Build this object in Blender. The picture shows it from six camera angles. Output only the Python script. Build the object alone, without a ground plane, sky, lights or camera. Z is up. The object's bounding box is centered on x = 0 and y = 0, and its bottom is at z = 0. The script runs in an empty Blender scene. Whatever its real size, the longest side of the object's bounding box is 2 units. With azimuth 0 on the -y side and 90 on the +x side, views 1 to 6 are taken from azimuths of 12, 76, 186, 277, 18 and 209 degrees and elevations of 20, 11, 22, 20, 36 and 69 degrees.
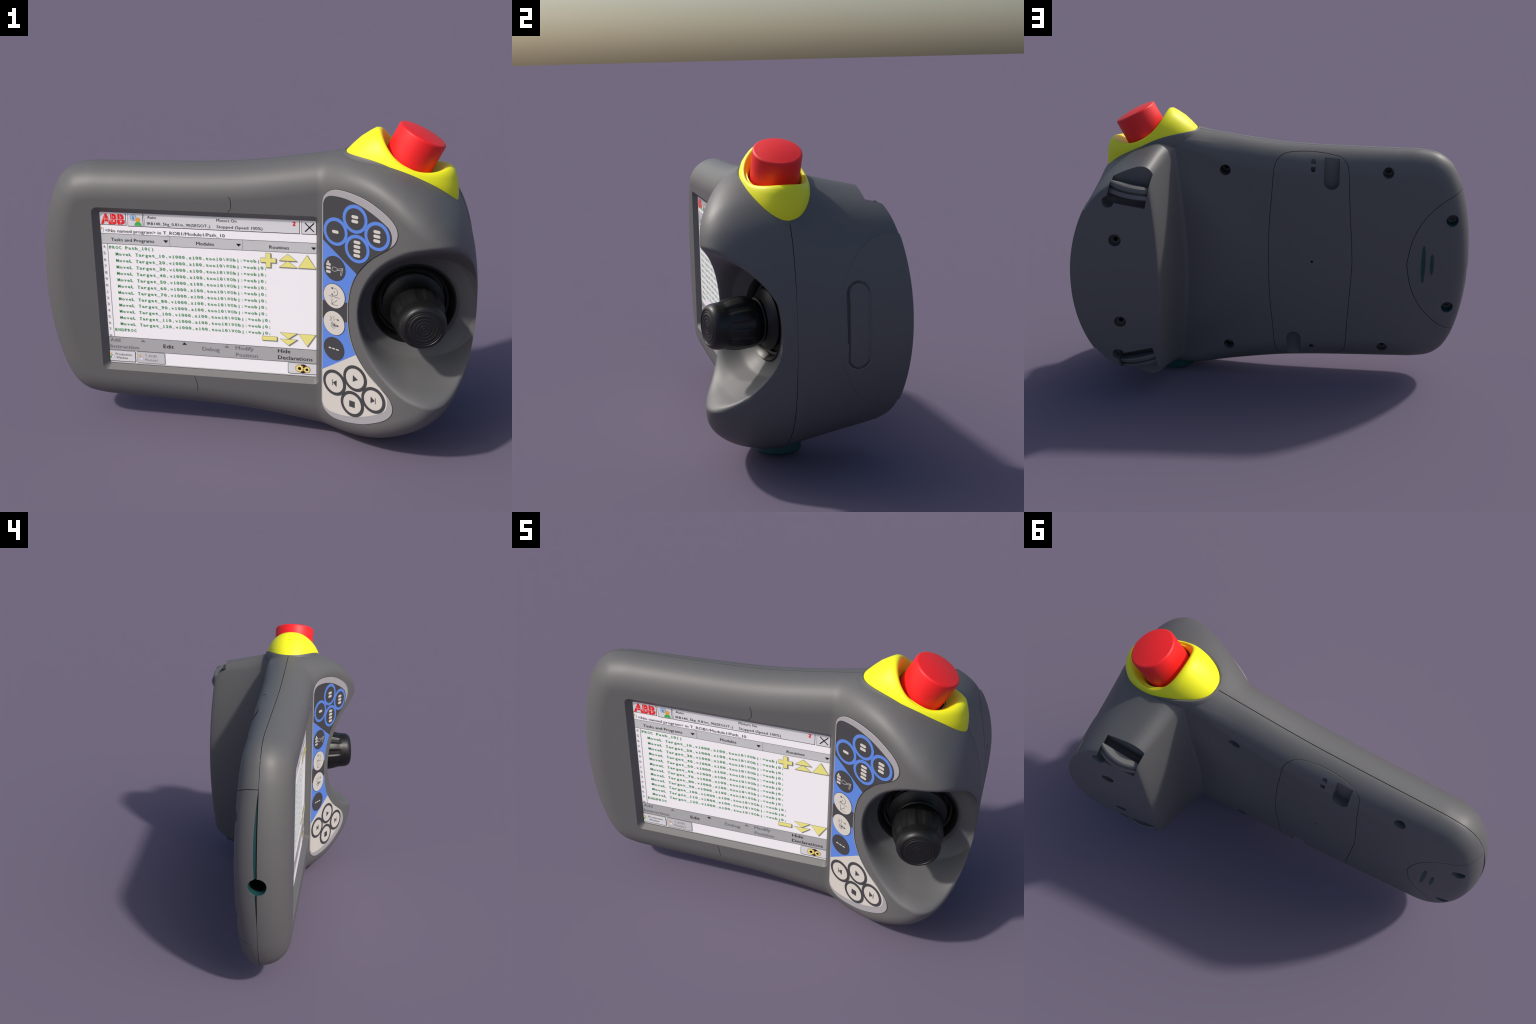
import bpy, bmesh, math
import numpy as np
from mathutils import Vector, Matrix

ZC = 0.687          # height of the horizontal mirror plane of the housing
YP = -0.080         # parting plane between front and back shell

# ----------------------------------------------------------------- materials
def material(name, color, rough=0.5, spec=0.5, grain=0.0, bump=0.0, scale=60.0, metallic=0.0, coat=0.0, emit=0.0):
    m = bpy.data.materials.new(name)
    m.use_nodes = True
    nt = m.node_tree
    b = nt.nodes["Principled BSDF"]
    b.inputs["Roughness"].default_value = rough
    b.inputs["Specular IOR Level"].default_value = spec
    b.inputs["Metallic"].default_value = metallic
    b.inputs["Coat Weight"].default_value = coat
    b.inputs["Base Color"].default_value = (*color, 1)
    if emit:
        b.inputs["Emission Color"].default_value = (*color, 1)
        b.inputs["Emission Strength"].default_value = emit
    if grain or bump:
        tc = nt.nodes.new("ShaderNodeTexCoord")
        nz = nt.nodes.new("ShaderNodeTexNoise")
        nz.inputs["Scale"].default_value = scale
        nz.inputs["Detail"].default_value = 4
        nt.links.new(tc.outputs["Object"], nz.inputs["Vector"])
        if grain:
            cr = nt.nodes.new("ShaderNodeValToRGB")
            cr.color_ramp.elements[0].position = 0.35
            cr.color_ramp.elements[1].position = 0.65
            cr.color_ramp.elements[0].color = (*[c * (1 - grain) for c in color], 1)
            cr.color_ramp.elements[1].color = (*[min(1, c * (1 + grain)) for c in color], 1)
            nt.links.new(nz.outputs["Fac"], cr.inputs["Fac"])
            nt.links.new(cr.outputs["Color"], b.inputs["Base Color"])
        if bump:
            bp = nt.nodes.new("ShaderNodeBump")
            bp.inputs["Strength"].default_value = bump
            bp.inputs["Distance"].default_value = 0.002
            nt.links.new(nz.outputs["Fac"], bp.inputs["Height"])
            nt.links.new(bp.outputs["Normal"], b.inputs["Normal"])
    return m

GREY   = material("housing_grey", (0.118, 0.1165, 0.1165), 0.50, 0.5, grain=0.012, scale=90)
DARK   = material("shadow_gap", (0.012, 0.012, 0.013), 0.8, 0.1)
RUBBER = material("black_rubber", (0.0075, 0.0075, 0.0075), 0.42, 0.45)
RED    = material("red_plastic", (0.93, 0.014, 0.016), 0.50, 0.5)
YELLOW = material("yellow_plastic", (0.95, 0.93, 0.012), 0.50, 0.5)
TEAL   = material("teal_plastic", (0.010, 0.058, 0.060), 0.5, 0.3)
GLASS  = material("screen_white", (0.84, 0.81, 0.83), 0.35, 0.3, emit=0.16)
UIGREY = material("screen_grey", (0.53, 0.525, 0.535), 0.4, 0.3, emit=0.12)
UILITE = material("screen_light_grey", (0.66, 0.65, 0.67), 0.4, 0.3, emit=0.12)
UIMID  = material("screen_mid_grey", (0.385, 0.38, 0.385), 0.4, 0.3, emit=0.12)
INK    = material("screen_black", (0.012, 0.012, 0.014), 0.5, 0.2)
FAINT  = material("screen_faint_grey", (0.19, 0.19, 0.20), 0.5, 0.2, emit=0.1)
GREEN  = material("screen_green", (0.050, 0.29, 0.085), 0.5, 0.2, emit=0.1)
UIRED  = material("screen_red", (0.80, 0.020, 0.025), 0.5, 0.2, emit=0.1)
UIYEL  = material("screen_yellow", (0.80, 0.74, 0.23), 0.5, 0.2, emit=0.12)
UIOLIV = material("screen_olive_outline", (0.20, 0.19, 0.14), 0.5, 0.2)
UIORG  = material("screen_orange", (0.80, 0.36, 0.06), 0.5, 0.2, emit=0.1)
UIGRN  = material("screen_bright_green", (0.06, 0.42, 0.09), 0.5, 0.2, emit=0.1)
UIBLU  = material("screen_pale_blue", (0.36, 0.52, 0.75), 0.5, 0.2, emit=0.1)
UINAVY = material("screen_navy", (0.03, 0.06, 0.30), 0.5, 0.2)
KGREY  = material("keypad_border_grey", (0.36, 0.345, 0.36), 0.45, 0.4)
KDARK  = material("keypad_charcoal", (0.055, 0.055, 0.060), 0.5, 0.3)
KBLUE  = material("keypad_blue", (0.105, 0.225, 0.66), 0.5, 0.3)
KCREAM = material("keypad_cream", (0.60, 0.565, 0.52), 0.5, 0.3)

# ------------------------------------------------------------------- helpers
root = bpy.data.objects.new("teach_pendant", None)
bpy.context.scene.collection.objects.link(root)
root["label"] = "grey handheld robot control pendant with touchscreen and joystick"
root["category"] = "robot controller"

def link(ob, parent=root):
    bpy.context.scene.collection.objects.link(ob)
    ob.parent = parent
    return ob

def new_mesh(name, verts, faces):
    me = bpy.data.meshes.new(name)
    me.from_pydata([tuple(map(float, v)) for v in verts], [], [tuple(int(i) for i in f) for f in faces])
    me.update()
    return me

def fix_normals(me):
    bm = bmesh.new(); bm.from_mesh(me)
    bmesh.ops.recalc_face_normals(bm, faces=bm.faces[:])
    bm.to_mesh(me); bm.free()

def smooth(me, angle=35):
    me.shade_smooth()
    me.set_sharp_from_angle(angle=math.radians(angle))

def part(name, verts, faces, mat, parent=root, angle=35, fix=True, flat=False):
    me = new_mesh(name, verts, faces)
    if fix:
        fix_normals(me)
    me.materials.append(mat)
    if not flat:
        smooth(me, angle)
    ob = bpy.data.objects.new(name, me)
    return link(ob, parent)

def boolean(ob, cutter_data, op="DIFFERENCE"):
    """cutter_data = (verts, faces); the cutter never stays in the scene"""
    me = new_mesh("cutter", *cutter_data)
    fix_normals(me)
    cut = bpy.data.objects.new("cutter", me)
    bpy.context.scene.collection.objects.link(cut)
    md = ob.modifiers.new("cut", "BOOLEAN")
    md.operation = op
    md.solver = "MANIFOLD"
    md.object = cut
    dg = bpy.context.evaluated_depsgraph_get()
    dg.update()
    res = bpy.data.meshes.new_from_object(ob.evaluated_get(dg))
    n = len(res.polygons)
    old = ob.data
    if n == 0:
        print("BOOLEAN EMPTY", ob.name)
        bpy.data.meshes.remove(res)
        ob.modifiers.remove(md)
    else:
        ob.modifiers.remove(md)
        ob.data = res
        bpy.data.meshes.remove(old)
    bpy.data.objects.remove(cut)
    bpy.data.meshes.remove(me)

def catmull(pts, per=8, closed=False):
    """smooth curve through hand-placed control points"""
    P = np.array(pts, float)
    n = len(P)
    out = []
    for i in range(n if closed else n - 1):
        if closed:
            a, b, c, d = P[(i - 1) % n], P[i], P[(i + 1) % n], P[(i + 2) % n]
        else:
            a, b, c, d = P[max(i - 1, 0)], P[i], P[i + 1], P[min(i + 2, n - 1)]
        # centripetal-like knots keep uneven points from overshooting
        t0 = 0; t1 = t0 + max(np.linalg.norm(b - a), 1e-6) ** .5
        t2 = t1 + max(np.linalg.norm(c - b), 1e-6) ** .5; t3 = t2 + max(np.linalg.norm(d - c), 1e-6) ** .5
        for s in range(per):
            t = t1 + (t2 - t1) * s / per
            A1 = (t1 - t) / (t1 - t0) * a + (t - t0) / (t1 - t0) * b
            A2 = (t2 - t) / (t2 - t1) * b + (t - t1) / (t2 - t1) * c
            A3 = (t3 - t) / (t3 - t2) * c + (t - t2) / (t3 - t2) * d
            B1 = (t2 - t) / (t2 - t0) * A1 + (t - t0) / (t2 - t0) * A2
            B2 = (t3 - t) / (t3 - t1) * A2 + (t - t1) / (t3 - t1) * A3
            out.append((t2 - t) / (t2 - t1) * B1 + (t - t1) / (t2 - t1) * B2)
    if not closed:
        out.append(P[-1])
    return np.array(out)

def prism(poly, y0, y1):
    """closed prism of an (x, z) polygon between two y planes"""
    n = len(poly)
    v = [(p[0], y0, p[1]) for p in poly] + [(p[0], y1, p[1]) for p in poly]
    f = [tuple(range(n)), tuple(range(2 * n - 1, n - 1, -1))]
    f += [(i, (i + 1) % n, n + (i + 1) % n, n + i) for i in range(n)]
    return v, f

def circle(cx, cz, r, n=40):
    return [(cx + r * math.cos(2 * math.pi * i / n), cz + r * math.sin(2 * math.pi * i / n)) for i in range(n)]

def stadium(cx, z0, z1, w, n=14):
    """upright slot with two round ends"""
    r = w / 2
    top = [(cx + r * math.cos(math.pi * i / n), z1 - r + r * math.sin(math.pi * i / n)) for i in range(n + 1)]
    bot = [(cx - r * math.cos(math.pi * i / n), z0 + r - r * math.sin(math.pi * i / n)) for i in range(n + 1)]
    return top + bot

def round_rect(x0, z0, x1, z1, r, n=6):
    out = []
    for cx, cz, a in ((x1 - r, z1 - r, 0), (x0 + r, z1 - r, 90), (x0 + r, z0 + r, 180), (x1 - r, z0 + r, 270)):
        for i in range(n + 1):
            t = math.radians(a + 90 * i / n)
            out.append((cx + r * math.cos(t), cz + r * math.sin(t)))
    return out

def frame(axis, side=(0, 0, 1)):
    a = Vector(axis).normalized()
    u = Vector(side) - a * a.dot(Vector(side)); u.normalize()
    return a, u, a.cross(u)

def revolve(profile, centre, axis, n=64, wobble=None):
    """lathe: profile of (radius, height along axis); open ends are capped by r = 0 points"""
    a, u, w = frame(axis)
    c = Vector(centre)
    verts, faces, rows = [], [], []
    for r, t in profile:
        if r < 1e-6:
            rows.append([len(verts)]); verts.append(c + a * t); continue
        row = []
        for i in range(n):
            ph = 2 * math.pi * i / n
            rr = r + (wobble(r, t, ph) if wobble else 0)
            row.append(len(verts)); verts.append(c + a * t + (u * math.cos(ph) + w * math.sin(ph)) * rr)
        rows.append(row)
    for A, B in zip(rows[:-1], rows[1:]):
        if len(A) == 1 and len(B) == 1: continue
        for i in range(n):
            j = (i + 1) % n
            if len(A) == 1: faces.append((A[0], B[i], B[j]))
            elif len(B) == 1: faces.append((A[i], A[j], B[0]))
            else: faces.append((A[i], A[j], B[j], B[i]))
    return verts, faces

def rotated_box(centre, half, rot_y=0.0, rot_x=0.0):
    R = Matrix.Rotation(rot_y, 3, 'Y') @ Matrix.Rotation(rot_x, 3, 'X')
    v = []
    for sx in (-1, 1):
        for sy in (-1, 1):
            for sz in (-1, 1):
                v.append(Vector(centre) + R @ Vector((sx * half[0], sy * half[1], sz * half[2])))
    f = [(0, 1, 3, 2), (4, 6, 7, 5), (0, 4, 5, 1), (2, 3, 7, 6), (0, 2, 6, 4), (1, 5, 7, 3)]
    return v, f

def smin(a, b, k):
    k = np.maximum(k, 1e-6)
    h = np.clip(0.5 + 0.5 * (b - a) / k, 0, 1)
    return b * (1 - h) + a * h - k * h * (1 - h)

def smax(a, b, k):
    return -smin(-a, -b, k)

def mirror_z(pts):
    return [(x, 2 * ZC - z) for x, z in pts]

# -------------------------------------------------- housing: outline and depth
# upper half of the outline in the parting plane, as (x, height above mirror plane)
OUTLINE = [(-1.000, 0.0), (-0.998, 0.07), (-0.993, 0.14), (-0.985, 0.21), (-0.971, 0.29), (-0.950, 0.375), (-0.927, 0.440),
           (-0.885, 0.512), (-0.825, 0.558), (-0.740, 0.577), (-0.620, 0.581), (-0.45, 0.584), (-0.30, 0.587), (-0.15, 0.592),
           (-0.04, 0.599), (0.06, 0.610), (0.19, 0.628), (0.33, 0.649), (0.42, 0.662), (0.50, 0.664), (0.58, 0.656),
           (0.66, 0.634), (0.74, 0.595), (0.82, 0.540), (0.886, 0.470), (0.925, 0.406), (0.951, 0.340), (0.970, 0.265),
           (0.984, 0.18), (0.993, 0.09), (0.995, 0.0)]
ref = np.array(OUTLINE)
ext = np.vstack([ref[1:3][::-1] * [1, -1], ref, ref[-3:-1][::-1] * [1, -1]])
curve = catmull(ext, per=40)[2 * 40:-2 * 40]
curve[0, 1] = 0; curve[-1, 1] = 0
seg = np.r_[0, np.cumsum(np.linalg.norm(np.diff(curve, axis=0), axis=1))]

def outline(nu):
    # finer where the ends turn round
    # ... and where the bowl wall drops
    wgt = 1 + 1.8 * np.exp(-((curve[:, 0] - 0.52) / 0.09) ** 4) + 0.5 * (curve[:, 0] > 0.6)
    acc = np.r_[0, np.cumsum(np.diff(seg) * (wgt[1:] + wgt[:-1]) / 2)]
    s = np.interp(np.linspace(0, acc[-1], nu), acc, seg)
    return np.c_[np.interp(s, seg, curve[:, 0]), np.interp(s, seg, curve[:, 1])]

dense = outline(1400)
loop = np.vstack([dense, dense[1:-1][::-1] * [1, -1]])

def edge_distance(X, Z):
    """distance of plan points to the outline (Z measured from the mirror plane)"""
    P = np.c_[X.ravel(), np.abs(Z).ravel()]
    A, B = dense[:-1], dense[1:]
    D = np.empty(len(P))
    AB = B - A; L2 = (AB ** 2).sum(1)
    for i in range(0, len(P), 2500):
        p = P[i:i + 2500]
        d2 = ((p[:, None, :] - dense[None, ::4, :]) ** 2).sum(2)
        j = d2.argmin(1) * 4
        best = np.full(len(p), 9.0)
        for o in range(-5, 5):
            k = np.clip(j + o, 0, len(A) - 1)
            t = np.clip(((p - A[k]) * AB[k]).sum(1) / L2[k], 0, 1)
            best = np.minimum(best, np.linalg.norm(p - A[k] - AB[k] * t[:, None], axis=1))
        D[i:i + 2500] = best
    return D.reshape(X.shape)

def soft_interp(x, xs, ys, sigma=0.03):
    """table lookup with rounded knees, so that no band shows in the shading"""
    g = np.arange(-1.3, 1.3, 0.004)
    y = np.interp(g, xs, ys)
    k = np.exp(-0.5 * (np.arange(-40, 41) * 0.004 / sigma) ** 2); k /= k.sum()
    return np.interp(x, g, np.convolve(np.pad(y, 40, mode="edge"), k, "valid"))

def quarter(q):
    q = np.clip(q, 0, 1)
    return np.sqrt(np.maximum(0, 1 - (1 - q) ** 2))

# joystick axis (leans 12 degrees towards +x) and the bowl turned round it
JOY_C = np.array([0.713, -0.108, ZC])
JOY_A = np.array([0.205, -0.979, 0.0]); JOY_A /= np.linalg.norm(JOY_A)
BOWL = np.array([(0.0, -0.015), (0.165, -0.015), (0.172, 0.038), (0.20, 0.066), (0.245, 0.106), (0.280, 0.168),
                 (0.325, 0.250), (0.37, 0.345), (0.45, 0.55), (0.6, 1.0)])

def bowl_depth(X, Z):
    lo = np.full(X.shape, -1.2); hi = np.full(X.shape, 0.25)
    for _ in range(34):
        y = (lo + hi) / 2
        dx, dy, dz = X - JOY_C[0], y - JOY_C[1], Z
        t = dx * JOY_A[0] + dy * JOY_A[1]
        h = dy * JOY_A[0] - dx * JOY_A[1]                       # sideways from the axis, + towards the outer side
        far = np.clip((np.hypot(h, dz) - 0.20) / 0.06, 0, 1)    # the bowl is eccentric above its round floor
        rho = np.hypot(h, dz) + 1e-9
        q = np.clip((h / rho + 0.10) / 1.10, 0, 1)
        r = rho * (1 + far * (0.10 - 0.245 * q * q * (3 - 2 * q)))     # tighter inwards, wide open on the outer side
        inside = t > np.interp(r, BOWL[:, 0], BOWL[:, 1])      # in the empty bowl: go deeper (+y)
        lo = np.where(inside, y, lo); hi = np.where(inside, hi, y)
    return (lo + hi) / 2

def front_depth(X, Z, d):
    R = soft_interp(X, [-1, 0.33, 0.40, 0.485, 0.58, 0.65, 0.72, 0.80, 0.88, 0.95, 1.0],
                  [0.145, 0.140, 0.130, 0.130, 0.145, 0.165, 0.165, 0.14, 0.115, 0.10, 0.09])
    cap = smax(np.full(X.shape, 0.142), 0.541 * X - 0.033, 0.012)
    cap = smin(cap, 0.363 + 0.0 * X, 0.04)
    y = YP - cap * quarter(d / R)
    return smax(y, np.minimum(bowl_depth(X, Z), YP), np.minimum(soft_interp(X, [0.5, 0.64], [0.065, 0.075]), 3 * d))

# steepness of the head's side wall: nearly upright at mid height, drafted towards the top and bottom
WALL_Z = np.linspace(0, 0.8, 161)
_w = np.interp(WALL_Z, [0, 0.15, 0.30, 0.42, 0.52, 0.62, 0.8], [24, 20, 12, 7.2, 5.0, 4.3, 4.1])
_k = np.exp(-0.5 * (np.arange(-20, 21) / 8.0) ** 2); _k /= _k.sum()
WALL_S = np.convolve(np.r_[_w[20:0:-1], _w, np.full(20, _w[-1])], _k, "valid")

def back_depth(X, Z, d):
    t = np.clip((-0.10 - X) / 0.75, 0, 1.2)
    handle = YP + (0.137 - 0.020 * t - (0.04 + 0.05 * t) * Z ** 2) * quarter(d / soft_interp(X, [-1, -0.93, -0.75, 0.25, 0.42], [0.080, 0.090, 0.135, 0.135, 0.085]))
    face = 0.4155 + 0.12 * (X - 0.75) - 0.15 * Z ** 2
    flank = 0.055 + 5.0 * (X - (0.473 + 0.17 * Z ** 2))
    edge = YP + np.interp(np.abs(Z), WALL_Z, WALL_S) * soft_interp(X, [0.50, 0.60, 0.72, 0.85, 0.97], [1.0, 1.02, 1.22, 1.42, 1.0]) * d
    head = smin(smin(flank, edge, 0.38), face, soft_interp(X, [0.58, 0.80], [0.055, 0.135]))
    ramp = smin(0.055 + 0.20 * (X - (0.12 + 1.5 * Z ** 2)), 0.080 + 0 * X, 0.02)          # gentle rise that leads into the step of the head
    ramp = smin(np.minimum(ramp, 0.16), edge - 0.05, 0.05)
    handle = smax(handle, ramp, np.minimum(0.035, d))
    return smax(handle, head, np.minimum(0.12, 1.5 * d))

def half_shell(depth, nu, ns, ycap):
    """solid half of the housing: modelled surface on one side, flat parting face on the other"""
    o = outline(nu)
    q = np.linspace(-1, 1, ns)
    s = np.sin(np.pi / 2 * q)
    X = np.repeat(o[1:-1, 0][:, None], ns, 1)
    Zr = o[1:-1, 1][:, None] * s[None, :]
    d = edge_distance(X, Zr)
    Y = depth(X, Zr, d)
    Y[:, 0] = ycap; Y[:, -1] = ycap
    m = nu - 2
    V = np.vstack([np.stack([X, Y, Zr + ZC], -1).reshape(-1, 3), [[o[0, 0], ycap, ZC], [o[-1, 0], ycap, ZC]]])
    t0, t1 = m * ns, m * ns + 1
    g = np.arange(m * ns).reshape(m, ns)
    faces = np.stack([g[:-1, :-1], g[1:, :-1], g[1:, 1:], g[:-1, 1:]], -1).reshape(-1, 4).tolist()
    faces += [(t0, g[0, i], g[0, i + 1]) for i in range(ns - 1)] + [(t1, g[-1, i + 1], g[-1, i]) for i in range(ns - 1)]
    # flat parting face: one strip per column
    faces += [(g[i, 0], g[i, -1], g[i + 1, -1], g[i + 1, 0]) for i in range(m - 1)]
    faces += [(t0, g[0, -1], g[0, 0]), (t1, g[-1, 0], g[-1, -1])]
    return V, faces

NU, NS = 620, 400
fv, ff = half_shell(front_depth, NU, NS, YP - 0.0017)
front = part("front_housing", fv, ff, GREY)
bv, bf = half_shell(back_depth, NU, NS, YP + 0.0017)
back = part("back_housing", bv, bf, GREY)

def inset_slab(inset, y0, y1, xmax=2.0):
    """flat slab following the outline, pulled in by `inset`"""
    o = outline(200)
    full = np.vstack([o, (o[1:-1] * [1, -1])[::-1]])
    nrm = np.roll(full, -1, 0) - np.roll(full, 1, 0)
    nrm /= np.linalg.norm(nrm, axis=1)[:, None]
    p = full + np.c_[nrm[:, 1], -nrm[:, 0]] * inset
    p = [(x, z + ZC) for x, z in p if x < xmax]
    return prism(p, y0, y1)

dark_slab = part("parting_dark_slab", *inset_slab(0.004, YP - 0.004, YP + 0.004), DARK, flat=True)  # near-black filler slab behind the open seam between the two shells

# ------------------------------------------------------- openings in the front
SX0, SX1, SZ0, SZ1 = -0.677, 0.303, 0.318, 1.062      # visible screen
SHIFT = Vector((-0.002, 0.009, -0.0035))
def frustum(outer, inner, y_out, y_in, y_top, y_bot):
    n = len(outer)
    rows = [(outer, y_top), (outer, y_out), (inner, y_in), (inner, y_bot)]
    v = [(p[0], y, p[1]) for P, y in rows for p in P]
    f = [tuple(range(n)), tuple(range(4 * n - 1, 3 * n - 1, -1))]
    for k in range(3):
        f += [(k * n + i, k * n + (i + 1) % n, (k + 1) * n + (i + 1) % n, (k + 1) * n + i) for i in range(n)]
    return v, f
outer = round_rect(-0.707, 0.290, 0.318, 1.088, 0.026)
inner = round_rect(SX0 - 0.004, SZ0 - 0.0055, SX1, SZ1 - 0.0015, 0.010)
boolean(front, frustum(outer, inner, -0.2215, -0.198, -0.40, -0.182))

# short moulding seams beside the screen
def seam(pts):
    c = catmull(pts, per=6)
    left = [(x - 0.0013, z) for x, z in c]; right = [(x + 0.0013, z) for x, z in c]
    return prism(left + right[::-1], -0.30, -0.212)
boolean(front, seam([(-0.080, 1.160), (-0.072, 1.150), (-0.070, 1.106), (-0.077, 1.096), (-0.083, 1.0875)]))
boolean(front, seam([(-0.264, 0.284), (-0.256, 0.265), (-0.252, 0.214), (-0.260, 0.208)]))

# cable opening in the left end
CABLE = (-1.0, -0.081, 0.627)
cable_cut = revolve([(0, -0.1), (0.043, -0.1), (0.043, 0.30), (0, 0.30)], CABLE, (1, 0, 0), 40)
boolean(front, cable_cut)
boolean(dark_slab, cable_cut)

# ------------------------------------------------------------ back: hatch, cap
hatch_half = [(0.038, 0.0), (0.037, 0.10), (0.032, 0.225), (0.021, 0.345), (0.006, 0.508), (-0.005, 0.535), (-0.028, 0.558),
              (-0.055, 0.568), (-0.15, 0.5735), (-0.244, 0.567), (-0.290, 0.560), (-0.325, 0.553), (-0.345, 0.540), (-0.362, 0.520),
              (-0.370, 0.490), (-0.380, 0.316), (-0.392, 0.13), (-0.399, 0.0)]
hh = catmull(hatch_half, per=5)
hatch_poly = [(x, ZC + z) for x, z in hh] + [(x, ZC - z) for x, z in hh[1:-1][::-1]]
def shrink(poly, k):
    P = np.array(poly); t = np.roll(P, -1, 0) - np.roll(P, 1, 0)
    t /= np.linalg.norm(t, axis=1)[:, None]
    n = np.c_[t[:, 1], -t[:, 0]]
    area = 0.5 * np.sum(P[:, 0] * np.roll(P[:, 1], -1) - np.roll(P[:, 0], -1) * P[:, 1])
    return (P - n * k * (1 if area > 0 else -1)).tolist()

cap_half = [(-1.20, 0.46), (-1.05, 0.425), (-0.955, 0.395), (-0.90, 0.367), (-0.857, 0.343), (-0.815, 0.308), (-0.75, 0.232),
            (-0.70, 0.125), (-0.677, 0.0)]
ch = catmull(cap_half, per=6)
cap_poly = [(x, ZC + z) for x, z in ch] + [(x, ZC - z) for x, z in ch[:-1][::-1]]

def copy_of(ob, name):
    c = bpy.data.objects.new(name, ob.data.copy())
    return link(c)

back_plain = copy_of(back, "plain")
hatch = copy_of(back, "battery_hatch")
boolean(hatch, prism(shrink(hatch_poly, 0.0026), -0.036, 0.30), "INTERSECT")
cap = copy_of(back, "end_cap")
boolean(cap, prism(shrink(cap_poly, 0.0030), -0.30, 0.30), "INTERSECT")
boolean(back, prism(hatch_poly, -0.040, 0.30))
boolean(back, prism(cap_poly, -0.30, 0.30))

# finger slots in the hatch ends, seen as rounded grooves
slot_t = stadium(-0.284, 1.077, 1.33, 0.078)
slot_b = stadium(-0.094, 2 * ZC - 1.33, 2 * ZC - 1.097, 0.076)
for sl in (slot_t, slot_b):
    boolean(hatch, prism(sl, 0.004, 0.3))
    boolean(back, prism(sl, 0.004, 0.3))
def half_stadium(cx, z0, z1, w, up):
    r = w / 2
    if up:
        return [(cx - r, z0), (cx + r, z0)] + [(cx + r * math.cos(t), z1 - r + r * math.sin(t)) for t in np.linspace(0, math.pi, 10)]
    return [(cx + r, z1), (cx - r, z1)] + [(cx - r * math.cos(t), z0 + r - r * math.sin(t)) for t in np.linspace(0, math.pi, 10)]
for z_mid, x in ((1.1995, -0.190), (2 * ZC - 1.1995, -0.190)):
    boolean(hatch, prism(half_stadium(x, z_mid + 0.0075, z_mid + 0.031, 0.023, True), 0.012, 0.3))
    boolean(hatch, prism(half_stadium(x, z_mid - 0.033, z_mid - 0.0075, 0.023, False), 0.012, 0.3))
boolean(hatch, prism(circle(-0.189, ZC, 0.0065, 16), 0.02, 0.3))

# screw wells
def well(x, z, r, y_surf, depth, r2, depth2):
    return revolve([(0, 0.2), (r, 0.2), (r, -depth), (r2, -depth), (r2, -depth2), (0, -depth2)], (x, y_surf, z), (0, 1, 0), 40)
for x, z in ((0.255, 1.168), (-0.567, 1.168), (0.257, 2 * ZC - 1.190), (-0.567, 2 * ZC - 1.180)):
    boolean(back, well(x, z, 0.028, 0.04, 0.070, 0.015, 0.10))
# hairline of the rating-plate field
boolean(back, prism([(-0.660, 0.448), (-0.658, 0.448), (-0.658, 0.92), (-0.660, 0.92)], 0.0515, 0.2))
boolean(back, prism([(-0.660, 0.446), (-0.42, 0.446), (-0.42, 0.448), (-0.660, 0.448)], 0.0515, 0.2))

# end cap: lens-shaped gap at the parting line, cable hole, slots, screw sleeves
gap = [(1.085, -0.080), (1.0, -0.0715), (0.92, -0.066), (0.84, -0.0625), (0.75, -0.0625), (0.66, -0.066), (0.55, -0.072),
       (0.45, -0.077), (0.38, -0.080), (0.38, -0.1), (1.085, -0.1)]
n = len(gap)
gv = [(-1.1, y, z) for z, y in gap] + [(-0.72, y, z) for z, y in gap]
gf = [tuple(range(n)), tuple(range(2 * n - 1, n - 1, -1))] + [(i, (i + 1) % n, n + (i + 1) % n, n + i) for i in range(n)]
boolean(cap, (gv, gf))
boolean(cap, cable_cut)
core = part("end_cap_liner", *inset_slab(0.006, -0.0825, -0.0585, xmax=-0.66), TEAL, flat=True)
boolean(core, cable_cut)
part("cable_bush", *revolve([(0.0434, 0.012), (0.0434, 0.05), (0.0395, 0.05), (0.0395, 0.018), (0.042, 0.012), (0.0434, 0.012)], CABLE, (1, 0, 0), 40), TEAL)
part("cable_hole_shade_tube", *revolve([(0.0434, 0.045), (0.0434, 0.29), (0.0, 0.29), (0.0, 0.285), (0.041, 0.285), (0.041, 0.045), (0.0434, 0.045)], CABLE, (1, 0, 0), 40), DARK)  # blackened lining paints the darkness inside the deep hole
def ellipse(cx, cz, a, b, n=36):
    return [(cx + a * math.cos(2 * math.pi * i / n), cz + b * math.sin(2 * math.pi * i / n)) for i in range(n)]
for cx, a, b in ((-0.763, 0.0095, 0.102), (-0.807, 0.0078, 0.057)):
    boolean(cap, prism(ellipse(cx, ZC + 0.001, a, b), 0.036, 0.3))
    part("grip_slot_insert", *prism(ellipse(cx, ZC + 0.001, a, b), 0.028, 0.0425), TEAL, parent=cap)
for z in (0.927, 2 * ZC - 0.927):
    boolean(cap, well(-0.898, z, 0.0315, 0.035, 0.06, 0.014, 0.075))
    y_top = 0.018
    part("screw_sleeve", *revolve([(0.0318, 0.018), (0.0318, -0.055), (0.0, -0.055), (0.0, -0.050), (0.012, -0.050), (0.025, -0.045), (0.0255, 0.010), (0.0295, 0.018), (0.0318, 0.018)],
         (-0.898, -0.006, z), (0, 1, 0), 36), TEAL, parent=cap)

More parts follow.
